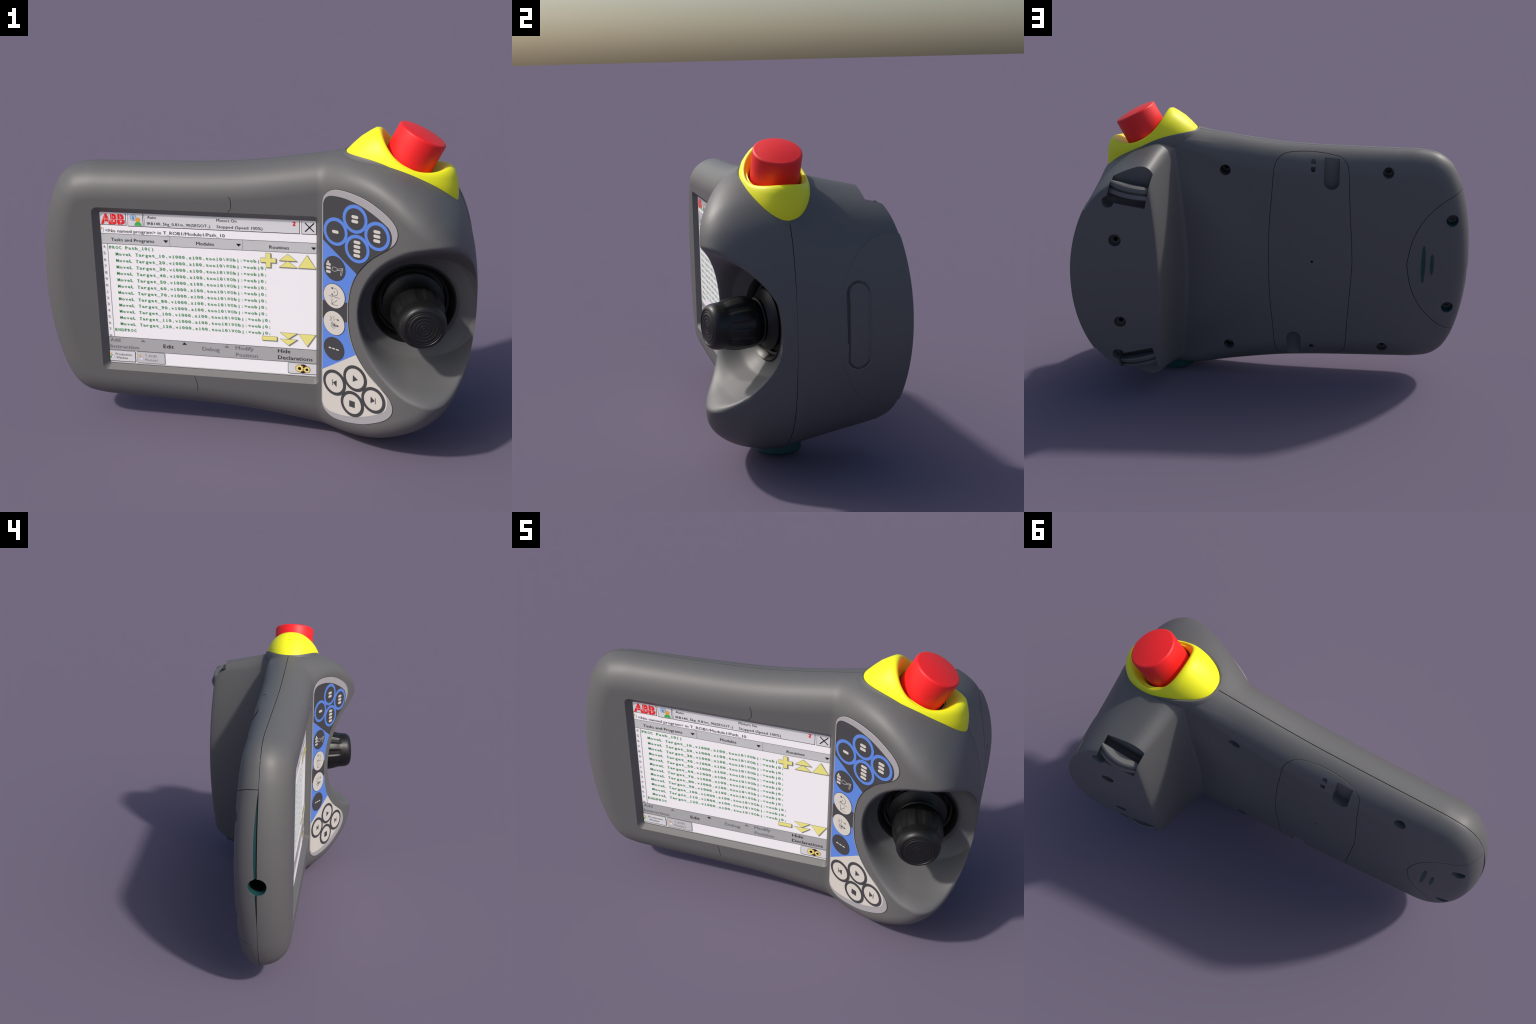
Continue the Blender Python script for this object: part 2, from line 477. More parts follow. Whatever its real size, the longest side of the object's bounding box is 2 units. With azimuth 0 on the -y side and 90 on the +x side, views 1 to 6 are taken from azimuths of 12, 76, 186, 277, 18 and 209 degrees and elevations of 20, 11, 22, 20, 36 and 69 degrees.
# ------------------------------------------------- head back: grip pad, clips
def superellipsoid(c, semi, e, nu=96, nv=64):
    verts, faces = [], []
    def sp(v, p): return math.copysign(abs(v) ** p, v)
    p = 2.0 / e
    for j in range(nv + 1):
        la = -math.pi / 2 + math.pi * j / nv
        for i in range(nu):
            lo = 2 * math.pi * i / nu
            verts.append((c[0] + semi[0] * sp(math.cos(la), p) * sp(math.cos(lo), p),
                          c[1] + semi[1] * sp(math.cos(la), p) * sp(math.sin(lo), p),
                          c[2] + semi[2] * sp(math.sin(la), p)))
    for j in range(nv):
        for i in range(nu):
            a, b = j * nu + i, j * nu + (i + 1) % nu
            faces.append((a, b, b + nu, a + nu))
    return verts, faces

def weld_data(data):
    me = new_mesh("tmp", *data)
    bm = bmesh.new(); bm.from_mesh(me)
    bmesh.ops.remove_doubles(bm, verts=bm.verts[:], dist=1e-5)
    out = [v.co.copy() for v in bm.verts], [[v.index for v in f.verts] for f in bm.faces]
    bm.free(); bpy.data.meshes.remove(me)
    return out

def welded(name, data, mat, parent=root, angle=35):
    ob = part(name, *data, mat, parent, angle)
    bm = bmesh.new(); bm.from_mesh(ob.data)
    bmesh.ops.remove_doubles(bm, verts=bm.verts[:], dist=1e-5)
    bmesh.ops.recalc_face_normals(bm, faces=bm.faces[:])
    bm.to_mesh(ob.data); bm.free()
    smooth(ob.data, angle)
    return ob

# the pad is the head's own surface moved out by a few millimetres inside an egg-shaped field
pad = copy_of(back_plain, "grip_pad")
for v in pad.data.vertices:
    x, y, z = v.co
    v.co = (x + 0.022 * max(0.0, y - 0.10), y + 0.008 * max(0.0, x - 0.64), z)
egg = superellipsoid((0.93, 0.36, ZC), (0.27, 0.265, 0.385), 2.0)
boolean(pad, weld_data(egg), "INTERSECT")
for z in (0.906, 2 * ZC - 0.906):
    c = revolve([(0, 0.3), (0.030, 0.3), (0.030, 0.004), (0.022, -0.012), (0.012, -0.014), (0.012, -0.06), (0, -0.06)], (0.750, 0.400, z), (0, 1, 0), 36)
    boolean(pad, c); boolean(back, c)
# oblong groove on the side of the pad, laid on the wall surface
def wall_x(y, z):
    lo, hi = np.full(len(y), 0.80), np.full(len(y), 0.9949)
    for _ in range(26):
        m = (lo + hi) / 2
        f = back_depth(m, z - ZC, edge_distance(m, z - ZC)) > y
        lo, hi = np.where(f, m, lo), np.where(f, hi, m)
    return (lo + hi) / 2
path = np.array(stadium(0.197, 0.497, 0.882, 0.096))
path = np.vstack([path[i] + (path[(i + 1) % len(path)] - path[i]) * t for i in range(len(path)) for t in ((0, .25, .5, .75) if np.linalg.norm(path[(i + 1) % len(path)] - path[i]) > 0.05 else (0,))]).reshape(-1, 2)
px = wall_x(path[:, 0], path[:, 1]) + 0.022 * (path[:, 0] - 0.10) + 0.0112
spine = np.c_[px, path]
tv, tf = [], []
m, k = len(spine), 28
for i in range(m):
    t = spine[(i + 1) % m] - spine[i - 1]; t /= np.linalg.norm(t)
    u = np.array([1.0, 0, 0]); w = np.cross(t, u); w /= np.linalg.norm(w); u = np.cross(w, t)
    for j in range(k):
        a = 2 * math.pi * j / k
        tv.append(spine[i] + 0.0145 * (math.cos(a) * u + math.sin(a) * w))
        tf.append((i * k + j, i * k + (j + 1) % k, ((i + 1) % m) * k + (j + 1) % k, ((i + 1) % m) * k + j))
boolean(pad, (tv, tf)); boolean(back, (tv, tf))

# strap clips: a slot behind a bar, a slot below it and a round pocket, top and bottom
for sgn in (1, -1):
    def zz(z): return z if sgn > 0 else 2 * ZC - z
    tilt = -math.radians(11.7) * sgn
    # pocket open to the outside, and a round hole at its outer end
    pocket = rotated_box((0.6705, 0.450, zz(1.078 + 0.110)), (0.0945, 0.152, 0.110), tilt)
    hole = revolve([(0, -0.06), (0.029, -0.06), (0.029, 0.2), (0, 0.2)], (0.776, 0.39, zz(1.098)), (0, 1, 0), 32)
    for c in (pocket, hole):
        boolean(back, c)
        boolean(pad, c)
    # the bar across the pocket: straight inside, bowed outside, with a groove along it
    R = Matrix.Rotation(tilt, 3, 'Y')
    layers = [(0.0, 0.007), (-0.005, 0.0), (-0.022, -0.004), (-0.024, 0.010), (-0.033, 0.008), (-0.035, -0.009), (-0.052, -0.016), (-0.056, -0.012)]
    bv_, bf_ = [], []
    us = np.linspace(-0.098, 0.098, 25)
    for dz_, ins in layers:
        ring = [(u, 0.339) for u in us] + [(u, 0.351 + 0.029 * (1 - (u / 0.098) ** 2) - ins) for u in us[::-1]]
        for u, y in ring:
            p = R @ Vector((u, 0, sgn * dz_))
            bv_.append((0.6705 + p.x, y, zz(1.173) + p.z))
    nr = 2 * len(us)
    for k in range(len(layers) - 1):
        bf_ += [(k * nr + i, k * nr + (i + 1) % nr, (k + 1) * nr + (i + 1) % nr, (k + 1) * nr + i) for i in range(nr)]
    bf_ += [tuple(range(nr)), tuple(range(len(bv_) - 1, len(bv_) - nr - 1, -1))]
    part("strap_bar", bv_, bf_, GREY, parent=back, angle=25)
for ob in (front, back, hatch, cap, pad):
    smooth(ob.data, 30)

bpy.data.objects.remove(back_plain)

# -------------------------------------------------------------- emergency stop
TH = math.radians(27)
EA = Vector((math.sin(TH), 0, math.cos(TH)))     # push direction, outwards
EB = Vector((math.cos(TH), 0, -math.sin(TH)))    # downhill along the shoulder
EC = Vector((0.737, -0.084, 1.429))              # centre of the button face

def collar_ring(pl, pr, w, t_of, n=96, e=2.05):
    ring = []
    for i in range(n):
        ph = 2 * math.pi * i / n
        c, s = math.cos(ph), math.sin(ph)
        ee = e + (0.18 if c < 0 and e > 1.5 and e != 2.0 else 0.0) * abs(c) ** 0.5     # blunter at the uphill end
        cc = math.copysign(abs(c) ** (2 / ee), c); ss = math.copysign(abs(s) ** (2 / ee), s)
        p = (pr if cc > 0 else pl) * cc
        ring.append(EC + EB * p + Vector((0, 1, 0)) * (w * ss) + EA * t_of(cc))
    return ring
def loft(rings, close_ends=True):
    n = len(rings[0])
    v = [q for r in rings for q in r]
    f = []
    for k in range(len(rings) - 1):
        f += [(k * n + i, k * n + (i + 1) % n, (k + 1) * n + (i + 1) % n, (k + 1) * n + i) for i in range(n)]
    if close_ends:
        f += [tuple(range(n)), tuple(range(len(v) - 1, len(v) - n - 1, -1))]
    return v, f
tb = lambda cc: -0.153 - (0.063 if cc < 0 else 0.027) * abs(cc) ** 2.2      # where the collar meets the housing
tr = lambda cc: -0.129 + 0.062 * cc * cc                                      # rim, high at both ends
mix = lambda f: (lambda cc: tb(cc) * (1 - f) + tr(cc) * f)
rings = [collar_ring(0.252, 0.268, 0.150, lambda c: tb(c) - 0.05, e=1.9),
         collar_ring(0.250, 0.266, 0.1490, tb, e=1.9),
         collar_ring(0.239, 0.252, 0.1475, mix(0.25), e=1.95),
         collar_ring(0.224, 0.233, 0.1450, mix(0.52)),
         collar_ring(0.201, 0.207, 0.1415, mix(0.80)),
         collar_ring(0.186, 0.191, 0.1390, mix(0.95)),
         collar_ring(0.174, 0.179, 0.1360, lambda c: tr(c) - 0.0010),
         collar_ring(0.167, 0.171, 0.1335, lambda c: tr(c) + 0.0006),
         collar_ring(0.159, 0.162, 0.1300, lambda c: tr(c) - 0.0015),
         collar_ring(0.151, 0.153, 0.1265, lambda c: tr(c) - 0.0080),
         collar_ring(0.141, 0.142, 0.1230, lambda c: tr(c) * 0.6 - 0.056),
         collar_ring(0.130, 0.130, 0.1195, lambda c: -0.131, e=2.0),
         collar_ring(0.1165, 0.1165, 0.1165, lambda c: -0.138, e=2.0),
         collar_ring(0.1150, 0.1150, 0.1150, lambda c: -0.200, e=2.0)]
stop = part("emergency_stop_collar", *loft(rings), YELLOW, angle=60)
seat_rings = [collar_ring(0.256, 0.272, 0.151, lambda c: tb(c) - 0.06), collar_ring(0.262, 0.279, 0.157, lambda c: tb(c) - 0.012),
              collar_ring(0.259, 0.276, 0.154, lambda c: tb(c) - 0.004), collar_ring(0.250, 0.266, 0.146, lambda c: tb(c) - 0.003)]
part("collar_seat", *loft(seat_rings, False), GREY, angle=60)
bore = revolve([(0, -0.215), (0.119, -0.215), (0.119, 0.1), (0, 0.1)], EC, EA, 48)
boolean(front, bore); boolean(back, bore)
smooth(front.data, 30); smooth(back.data, 30)
prof = [(0, -0.20), (0.1085, -0.20), (0.1085, -0.06)]
prof += [(0.1085 - 0.011 * (1 - math.cos(t)), -0.011 + 0.011 * math.sin(t)) for t in np.linspace(0, math.pi / 2, 7)]
prof += [(r, 0.010 * (1 - (r / 0.0975) ** 2)) for r in (0.085, 0.07, 0.055, 0.04, 0.025, 0.012, 0.0)]
part("emergency_stop_button", *revolve(prof, EC, EA, 96), RED, parent=stop, angle=50)

# --------------------------------------------------------------------- joystick
prof = [(0, -0.03), (0.186, -0.03), (0.186, 0.056), (0.180, 0.060), (0.168, 0.046), (0.160, 0.026), (0.150, 0.022), (0.147, 0.004), (0.132, 0.004), (0.130, 0.016), (0.124, 0.020), (0.06, 0.020), (0, 0.020)]
joy = part("joystick_base", *revolve(prof, JOY_C, JOY_A, 96), RUBBER, angle=40)
prof = [(0, 0.01), (0.112, 0.010), (0.132, 0.034), (0.137, 0.042), (0.136, 0.048), (0.126, 0.053), (0.108, 0.066), (0.098, 0.080), (0.102, 0.086), (0.104, 0.092), (0.100, 0.098), (0.090, 0.100), (0.090, 0.115), (0.0, 0.115)]
part("joystick_boot", *revolve(prof, JOY_C, JOY_A, 96), RUBBER, parent=joy, angle=50)
def fingers(r, t, ph):
    """oblong thumb hollows round the grip"""
    if r < 0.085: return 0.0
    k = math.exp(-((t - 0.203) / 0.052) ** 6)
    q = min(1.0, max(0.0, (math.cos(9 * ph) + 0.3) / 1.1)); q = q * q * (3 - 2 * q)
    return (-0.0065 * q + 0.0015) * k
kn = [(0.0, 0.103), (0.092, 0.103), (0.099, 0.106), (0.1035, 0.114)]
kn += [(0.107 + 0.010 * math.sin(math.pi * min(1.0, 1.05 * s + 0.15)) - 0.006 * s * s, 0.119 + 0.163 * s) for s in np.linspace(0, 1, 40)]
r_edge, t_edge = kn[-1]
kn += [(r_edge - 0.024 * (1 - math.cos(a)), t_edge + 0.040 * math.sin(a)) for a in np.linspace(0.15, math.pi / 2, 9)]
top = kn[-1][1]
for r in np.linspace(r_edge - 0.026, 0.001, 80):
    g = 0.0
    for r0, wd, dp in ((0.074, 0.0035, -0.0035), (0.065, 0.0035, -0.0030), (0.048, 0.005, -0.002), (0.034, 0.005, -0.0022), (0.020, 0.0045, -0.0022), (0.008, 0.004, -0.0018)):
        g += dp * math.exp(-((r - r0) / wd) ** 2)
    kn.append((float(r), top + g + 0.003 * (1 - (r / 0.08) ** 2)))
kn.append((0.0, top + 0.003))
part("joystick_knob", *revolve(kn, JOY_C, JOY_A, 240, fingers), RUBBER, parent=joy, angle=60)

# -------------------------------------------------------------- foot under head
part("rubber_foot", *revolve([(0, -0.06), (0.108, -0.06), (0.108, 0.006), (0.102, 0.014), (0, 0.016)], (0.580, -0.072, 0.0295), (0.12, 0.0, -0.993), 64), TEAL)

# ----------------------------------------------------------------------- keypad
KN = Vector((-0.541, -1.0, 0)).normalized()
def kp(x, z, lift=0.0):
    return Vector((x, -0.541 * x - 0.047, z)) + KN * lift
KC = 1.0 / math.cos(math.atan(0.541))
key_half = [(0.331, 1.155), (0.338, 1.183), (0.357, 1.206), (0.388, 1.221), (0.432, 1.222), (0.485, 1.214), (0.532, 1.200), (0.578, 1.177),
            (0.617, 1.152), (0.643, 1.127), (0.657, 1.102), (0.660, 1.076), (0.651, 1.046), (0.630, 1.020), (0.601, 0.998), (0.560, 0.964),
            (0.524, 0.922), (0.488, 0.866), (0.466, 0.808), (0.455, 0.747), (0.452, 0.6855)]
hk = catmull(key_half, per=4)
KZ = 0.6855
key_poly = [(x, z) for x, z in hk] + [(x, 2 * KZ - z) for x, z in hk[:-1][::-1]]
def plate(name, poly, lo, hi, mat, parent, bevel=0.0):
    """plate lying in the keypad plane"""
    n = len(poly)
    if bevel:
        inn = shrink(poly, bevel)
        v = [kp(*p, lo) for p in poly] + [kp(*p, hi - bevel) for p in poly] + [kp(*p, hi) for p in inn]
    else:
        v = [kp(*p, lo) for p in poly] + [kp(*p, hi) for p in poly]
    k = len(v) // n
    f = [tuple(range(n)), tuple(range(k * n - 1, (k - 1) * n - 1, -1))]
    for j in range(k - 1):
        f += [(j * n + i, j * n + (i + 1) % n, (j + 1) * n + (i + 1) % n, (j + 1) * n + i) for i in range(n)]
    return part(name, v, f, mat, parent, flat=True)
plate("keypad_gap", shrink(key_poly, -0.0014), -0.02, 0.0008, DARK, root)
keypad = plate("keypad", key_poly, -0.02, 0.0035, KGREY, root, bevel=0.0012)
print_half = [(0.336, 1.152), (0.345, 1.176), (0.364, 1.190), (0.422, 1.193), (0.466, 1.185), (0.513, 1.170), (0.556, 1.149), (0.597, 1.124), (0.626, 1.100),
              (0.637, 1.072), (0.636, 1.040), (0.628, 1.021), (0.600, 0.995), (0.559, 0.961), (0.522, 0.919), (0.486, 0.864), (0.463, 0.807), (0.4515, 0.747), (0.4485, 0.6855)]
hp = catmull(print_half, per=4)
print_poly = [(x, z) for x, z in hp] + [(x, 2 * KZ - z) for x, z in hp[:-1][::-1]]
def clipped(poly, planes):
    """part of the printed area on the given side of straight lines (point, direction kept on the left)"""
    P = [Vector(p) for p in poly]
    for (px, pz), (dx, dz) in planes:
        out = []
        f = lambda q: dx * (q.y - pz) - dz * (q.x - px)
        for a, b in zip(P, P[1:] + P[:1]):
            fa, fb = f(a), f(b)
            if fa >= 0: out.append(a)
            if fa * fb < 0: out.append(a + (b - a) * (fa / (fa - fb)))
        P = out
    return [(p.x, p.y) for p in P]
l1, d1 = (0.339, 0.989), (0.149, -0.116)
l2, d2 = (0.337, 0.377), (0.150, 0.116)
plate("keypad_print", clipped(print_poly, [(l1, d1)]), 0, 0.0042, KDARK, keypad)
plate("keypad_print", clipped(print_poly, [(l1, (-d1[0], -d1[1])), (l2, d2)]), 0, 0.0042, KBLUE, keypad)
plate("keypad_print", clipped(print_poly, [(l2, (-d2[0], -d2[1]))]), 0, 0.0042, KCREAM, keypad)
plate("keypad_print", clipped(print_poly, [((0.339, 0.712), (-0.11, -0.018)), ((0.335, 0.628), (0.113, 0.01))]), 0, 0.0048, KDARK, keypad)
def disc(cx, cz, r, lo, hi, mat, parent, name, n=48):
    return plate(name, [(cx + r * math.cos(2 * math.pi * i / n) / KC, cz + r * math.sin(2 * math.pi * i / n)) for i in range(n)], lo, hi, mat, parent, bevel=0.0)
def bar(cx, cz, w, h, parent, mat=KCREAM, lift=0.0074):
    r = h / 2
    poly = [(cx + (w / 2 - r + r * math.cos(t)) / KC, cz + r * math.sin(t)) for t in np.linspace(-math.pi / 2, math.pi / 2, 8)]
    poly += [(cx + (-w / 2 + r + r * math.cos(t)) / KC, cz + r * math.sin(t)) for t in np.linspace(math.pi / 2, 1.5 * math.pi, 8)]
    plate("key_mark", poly, 0.004, lift, mat, parent)
def ring_key(cx, cz, ring_mat, face_mat):
    k = disc(cx, cz, 0.0620, 0.0, 0.0058, ring_mat, keypad, "key")
    disc(cx, cz, 0.0470, 0.004, 0.0066, face_mat, k, "key_face")
    return k
pitch = 0.0196
for cx, cz, nb in ((0.394, 1.039, 1), (0.480, 1.113, 2), (0.576, 1.060, 3), (0.491, 0.985, 4)):
    k = ring_key(cx, cz, KBLUE, KDARK)
    for i in range(nb):
        bar(cx, cz + (i - (nb - 1) / 2) * pitch, 0.034, 0.0135, k)
def mark(poly, parent, mat=KDARK):
    plate("key_mark", poly, 0.004, 0.0074, mat, parent)
play = ring_key(0.491, 0.383, KDARK, KCREAM); mark([(0.482, 0.398), (0.482, 0.366), (0.505, 0.382)], play)
prev = ring_key(0.395, 0.329, KDARK, KCREAM); mark([(0.406, 0.345), (0.388, 0.329), (0.406, 0.312)], prev); mark([(0.3845, 0.3435), (0.3845, 0.3145), (0.3872, 0.3145), (0.3872, 0.3435)], prev)
halt = ring_key(0.480, 0.254, KDARK, KCREAM); mark([(0.467, 0.239), (0.467, 0.269), (0.493, 0.269), (0.493, 0.239)], halt)
nxt = ring_key(0.576, 0.308, KDARK, KCREAM); mark([(0.565, 0.324), (0.565, 0.292), (0.584, 0.308)], nxt); mark([(0.585, 0.3225), (0.585, 0.2935), (0.5877, 0.2935), (0.5877, 0.3225)], nxt)

def strip(pts, w, parent, mat, closed=False):
    """thin printed line along a path in the keypad plane"""
    P = np.array(pts, float); P[:, 0] *= KC
    if closed: P = np.vstack([P, P[:1]])
    t = np.gradient(P, axis=0); t /= np.linalg.norm(t, axis=1)[:, None] + 1e-9
    nn = np.c_[-t[:, 1], t[:, 0]] * w / 2
    A, B = P + nn, P - nn
    v = [kp(a[0] / KC, a[1], 0.0074) for a in A] + [kp(b[0] / KC, b[1], 0.0074) for b in B]
    m = len(A)
    part("key_mark", v, [(i, i + 1, m + i + 1, m + i) for i in range(m - 1)], mat, parent, flat=True, fix=False)
arc = lambda cx, cz, r, a0, a1, n=20: [(cx + r * math.cos(math.radians(a)) / KC, cz + r * math.sin(math.radians(a))) for a in np.linspace(a0, a1, n)]
k1 = disc(0.391, 0.873, 0.0555, 0, 0.0066, KDARK, keypad, "key")
for z in (0.886, 0.870, 0.852):
    mark([(0.354, z - 0.0055), (0.354, z + 0.0055), (0.374, z + 0.0055), (0.374, z - 0.0055)], k1, KCREAM)
mark([(0.359, 0.886), (0.359, 0.902), (0.366, 0.902), (0.366, 0.886)], k1, KCREAM)
strip([(0.380, 0.866), (0.383, 0.878), (0.395, 0.880), (0.404, 0.876), (0.404, 0.866), (0.394, 0.861), (0.383, 0.861)], 0.0018, k1, KCREAM, True)
strip([(0.404, 0.873), (0.417, 0.878), (0.430, 0.883), (0.431, 0.878), (0.418, 0.872), (0.405, 0.867)], 0.0018, k1, KCREAM)
strip([(0.429, 0.882), (0.427, 0.865), (0.424, 0.848), (0.420, 0.848), (0.421, 0.862), (0.423, 0.876)], 0.0018, k1, KCREAM)
for cz, sym in ((0.745, 0), (0.618, 1)):
    disc(0.391, cz, 0.0575, 0, 0.0060, KDARK, keypad, "key_outline")
    kw = disc(0.391, cz, 0.0555, 0, 0.0066, KCREAM, keypad, "key")
    if sym == 0:
        strip(arc(0.391, cz + 0.020, 0.018, 140, -130), 0.0016, kw, KDARK)
        mark([(0.376, cz + 0.036), (0.384, cz + 0.040), (0.384, cz + 0.029)], kw)
        mark([(0.376, cz + 0.006), (0.384, cz + 0.011), (0.384, cz + 0.001)], kw)
        mark(circle(0.391, cz + 0.019, 0.0022, 8), kw)
        strip([(0.366, cz - 0.003), (0.416, cz - 0.003)], 0.0016, kw, KDARK)
        strip([(0.381, cz - 0.012), (0.381, cz - 0.040)], 0.0016, kw, KDARK)
        strip([(0.381, cz - 0.040), (0.408, cz - 0.040)], 0.0016, kw, KDARK)
        for i in range(4): mark(circle(0.384 + 0.006 * i, cz - 0.036 + 0.006 * i, 0.002, 8), kw)
    else:
        strip([(0.372, cz + 0.022), (0.377, cz + 0.028), (0.382, cz + 0.022), (0.372, cz + 0.008), (0.383, cz + 0.008)], 0.0016, kw, KDARK)
        strip([(0.391, cz + 0.034), (0.391, cz + 0.010)], 0.0014, kw, KDARK)
        strip([(0.398, cz + 0.020), (0.410, cz + 0.020)], 0.0016, kw, KDARK)
        mark([(0.408, cz + 0.026), (0.414, cz + 0.020), (0.408, cz + 0.014)], kw)
        strip(arc(0.390, cz - 0.010, 0.014, 100, 290), 0.0016, kw, KDARK)
        strip(arc(0.392, cz - 0.009, 0.009, 0, 360), 0.0016, kw, KDARK)
        mark(circle(0.392, cz - 0.009, 0.0045, 10), kw)
        strip([(0.398, cz - 0.009), (0.416, cz - 0.009)], 0.0016, kw, KDARK)
        mark([(0.404, cz - 0.003), (0.413, cz - 0.009), (0.404, cz - 0.015)], kw)
k4 = disc(0.391, 0.495, 0.0545, 0, 0.0066, KDARK, keypad, "key")
for dx in (-0.0175, 0.0, 0.0175):
    bar(0.391 + dx, 0.495, 0.0155, 0.0058, k4, KCREAM)

# ------------------------------------------------------------- screen and its text
SY = -0.203
screen = part("touchscreen", *prism([(SX0, SZ0), (SX1, SZ0), (SX1, SZ1), (SX0, SZ1)], SY, -0.193), GLASS, flat=True)
screen.location = SHIFT
LAYER = 0.0004
def flat_poly(name, poly, lvl, mat, parent=screen):
    y = SY - LAYER * lvl
    poly = [(min(max(x, SX0), SX1), min(max(z, SZ0), SZ1)) for x, z in poly]
    a = sum(poly[i][0] * poly[(i + 1) % len(poly)][1] - poly[(i + 1) % len(poly)][0] * poly[i][1] for i in range(len(poly)))
    if a < 0: poly = poly[::-1]
    return part(name, [(x, y, z) for x, z in poly], [tuple(range(len(poly)))], mat, parent, fix=False, flat=True)
def box(name, x0, z0, x1, z1, lvl, mat, parent=screen):
    return flat_poly(name, [(x0, z0), (x1, z0), (x1, z1), (x0, z1)], lvl, mat, parent)
def screen_line(x0, z0, x1, z1, w, lvl=3, mat=INK):
    if abs(x1 - x0) > abs(z1 - z0):
        box("screen_rule", x0, z0 - w / 2, x1, z0 + w / 2, lvl, mat)
    else:
        box("screen_rule", x0 - w / 2, z0, x0 + w / 2, z1, lvl, mat)

_fonts = {}
def glyph_mesh(text, bold):
    cu = bpy.data.curves.new("glyph", "FONT")
    cu.body = text
    cu.size = 1.0
    cu.resolution_u = 2
    cu.offset = bold
    ob = bpy.data.objects.new("glyph", cu)
    bpy.context.scene.collection.objects.link(ob)
    dg = bpy.context.evaluated_depsgraph_get(); dg.update()
    me = bpy.data.meshes.new_from_object(ob.evaluated_get(dg))
    v = np.array([q.co[:2] for q in me.vertices]).reshape(-1, 2)
    f = [tuple(p.vertices) for p in me.polygons]
    bpy.data.objects.remove(ob); bpy.data.meshes.remove(me); bpy.data.curves.remove(cu)
    return v, f
def glyph(text, bold=0.0):
    if (text, bold) not in _fonts: _fonts[(text, bold)] = glyph_mesh(text, bold)
    return _fonts[(text, bold)]
CAPH = float(np.ptp(glyph("H")[0][:, 1]))
def add_text(name, text, x, z, w, h, mat, lvl=5, bold=0.0, parent=screen, clip=None):
    """text whose baseline starts at (x, z), cap height h, squeezed to width w"""
    v, f = glyph(text, bold)
    s = h / CAPH
    sx = w / float(np.ptp(v[:, 0])) if w else s
    X = x + (v[:, 0] - v[:, 0].min()) * sx
    Z = z + v[:, 1] * s
    if clip is not None: X = np.maximum(X, clip)
    y = SY - LAYER * lvl
    return part(name, [(a, y, b) for a, b in zip(X, Z)], f, mat, parent, fix=False, flat=True)
def mono_text(name, text, x, z, cell, h, mat, bold=0.020, lvl=5):
    """typewriter setting: every character sits in its own equal cell"""
    V, F = [], []
    s = h / CAPH
    y = SY - LAYER * lvl
    def rect(x0, z0, x1, z1):
        n0 = len(V); V.extend([(x0, y - LAYER, z0), (x1, y - LAYER, z0), (x1, y - LAYER, z1), (x0, y - LAYER, z1)]); F.append((n0, n0 + 1, n0 + 2, n0 + 3))
    for i, ch in enumerate(text):
        if ch == " ": continue
        cx = x + (i + 0.5) * cell
        if ch == "_":
            rect(cx - cell * 0.5, z - h * 0.30, cx + cell * 0.5, z - h * 0.20); continue
        v, f = glyph(ch, bold)
        wd = float(np.ptp(v[:, 0])); mid = (v[:, 0].min() + v[:, 0].max()) / 2
        sx = s
        if ch.isalnum() and ch not in "1lij": sx = min(0.80 * cell / wd, s * 1.5) if ch in "MWmw" else 0.74 * cell / wd
        n0 = len(V)
        V.extend([(cx + (a - mid) * sx, y, z + b * s) for a, b in v])
        F.extend([tuple(k + n0 for k in q) for q in f])
        st = 0.11 * h
        if ch in "1lTP":      # slab serifs of a typewriter face
            rect(cx - cell * (0.34 if ch in "1l" else 0.22) - (cell * 0.18 if ch == "P" else 0), z, cx + cell * (0.34 if ch in "1l" else 0.22) - (cell * 0.18 if ch == "P" else 0), z + st)
    return part(name, V, F, mat, screen, fix=False, flat=True)

# status row
box("screen_panel", SX0, 1.002, -0.5535, SZ1, 1, INK); box("screen_panel", SX0, 1.0045, -0.556, SZ1, 2, UILITE)
add_text("screen_logo", "ABB", -0.672, 1.0095, 0.112, 0.0435, UIRED, bold=0.045)
for a, b in ((-0.6365, 0.0016), (-0.598, 0.0016), (-0.6545, 0.0012), (-0.6195, 0.0012), (-0.581, 0.0012)):
    screen_line(a, 1.008, a, 1.055, b, 6, UILITE)
screen_line(-0.674, 1.030, -0.558, 1.030, 0.0013, 6, UILITE)
for x0, x1 in ((-0.5475, -0.4740), (-0.4705, 0.2310), (0.2375, SX1)):
    box("screen_panel", x0, 0.9995, x1, SZ1, 1, INK)
    box("screen_panel", x0 + 0.002, 1.0025, x1 - 0.0025, SZ1, 2, UILITE)
flat_poly("screen_icon", circle(-0.520, 1.042, 0.0150, 20), 3, UINAVY); flat_poly("screen_icon", circle(-0.520, 1.042, 0.0138, 20), 3.5, UIBLU)
add_text("screen_icon", "i", -0.5222, 1.0345, 0.0042, 0.0135, UINAVY, bold=0.03)
flat_poly("screen_icon", [(-0.499 + 0.0165 * math.cos(t), 1.005 + 0.019 * math.sin(t)) for t in np.linspace(0, math.pi, 14)], 4, UIGRN)
flat_poly("screen_icon", circle(-0.4995, 1.033, 0.0112, 18), 5, UIORG)
add_text("screen_text", "Auto", -0.455, 1.0405, 0.041, 0.0128, INK)
add_text("screen_text", "Motors On", -0.139, 1.0405, 0.090, 0.0128, INK)
add_text("screen_text", "IRB140_5kg_0.81m_90(SEGOT..)", -0.457, 1.0115, 0.289, 0.0128, INK)
add_text("screen_text", "Stopped (Speed 100%)", -0.139, 1.0112, 0.205, 0.0128, INK)
for poly in ([(0.199, 1.055), (0.211, 1.055), (0.211, 1.050), (0.199, 1.050)], [(0.207, 1.052), (0.212, 1.052), (0.206, 1.040), (0.201, 1.042)], [(0.200, 1.042), (0.211, 1.042), (0.211, 1.036), (0.200, 1.036)]):
    flat_poly("screen_icon", poly, 4, UIRED)
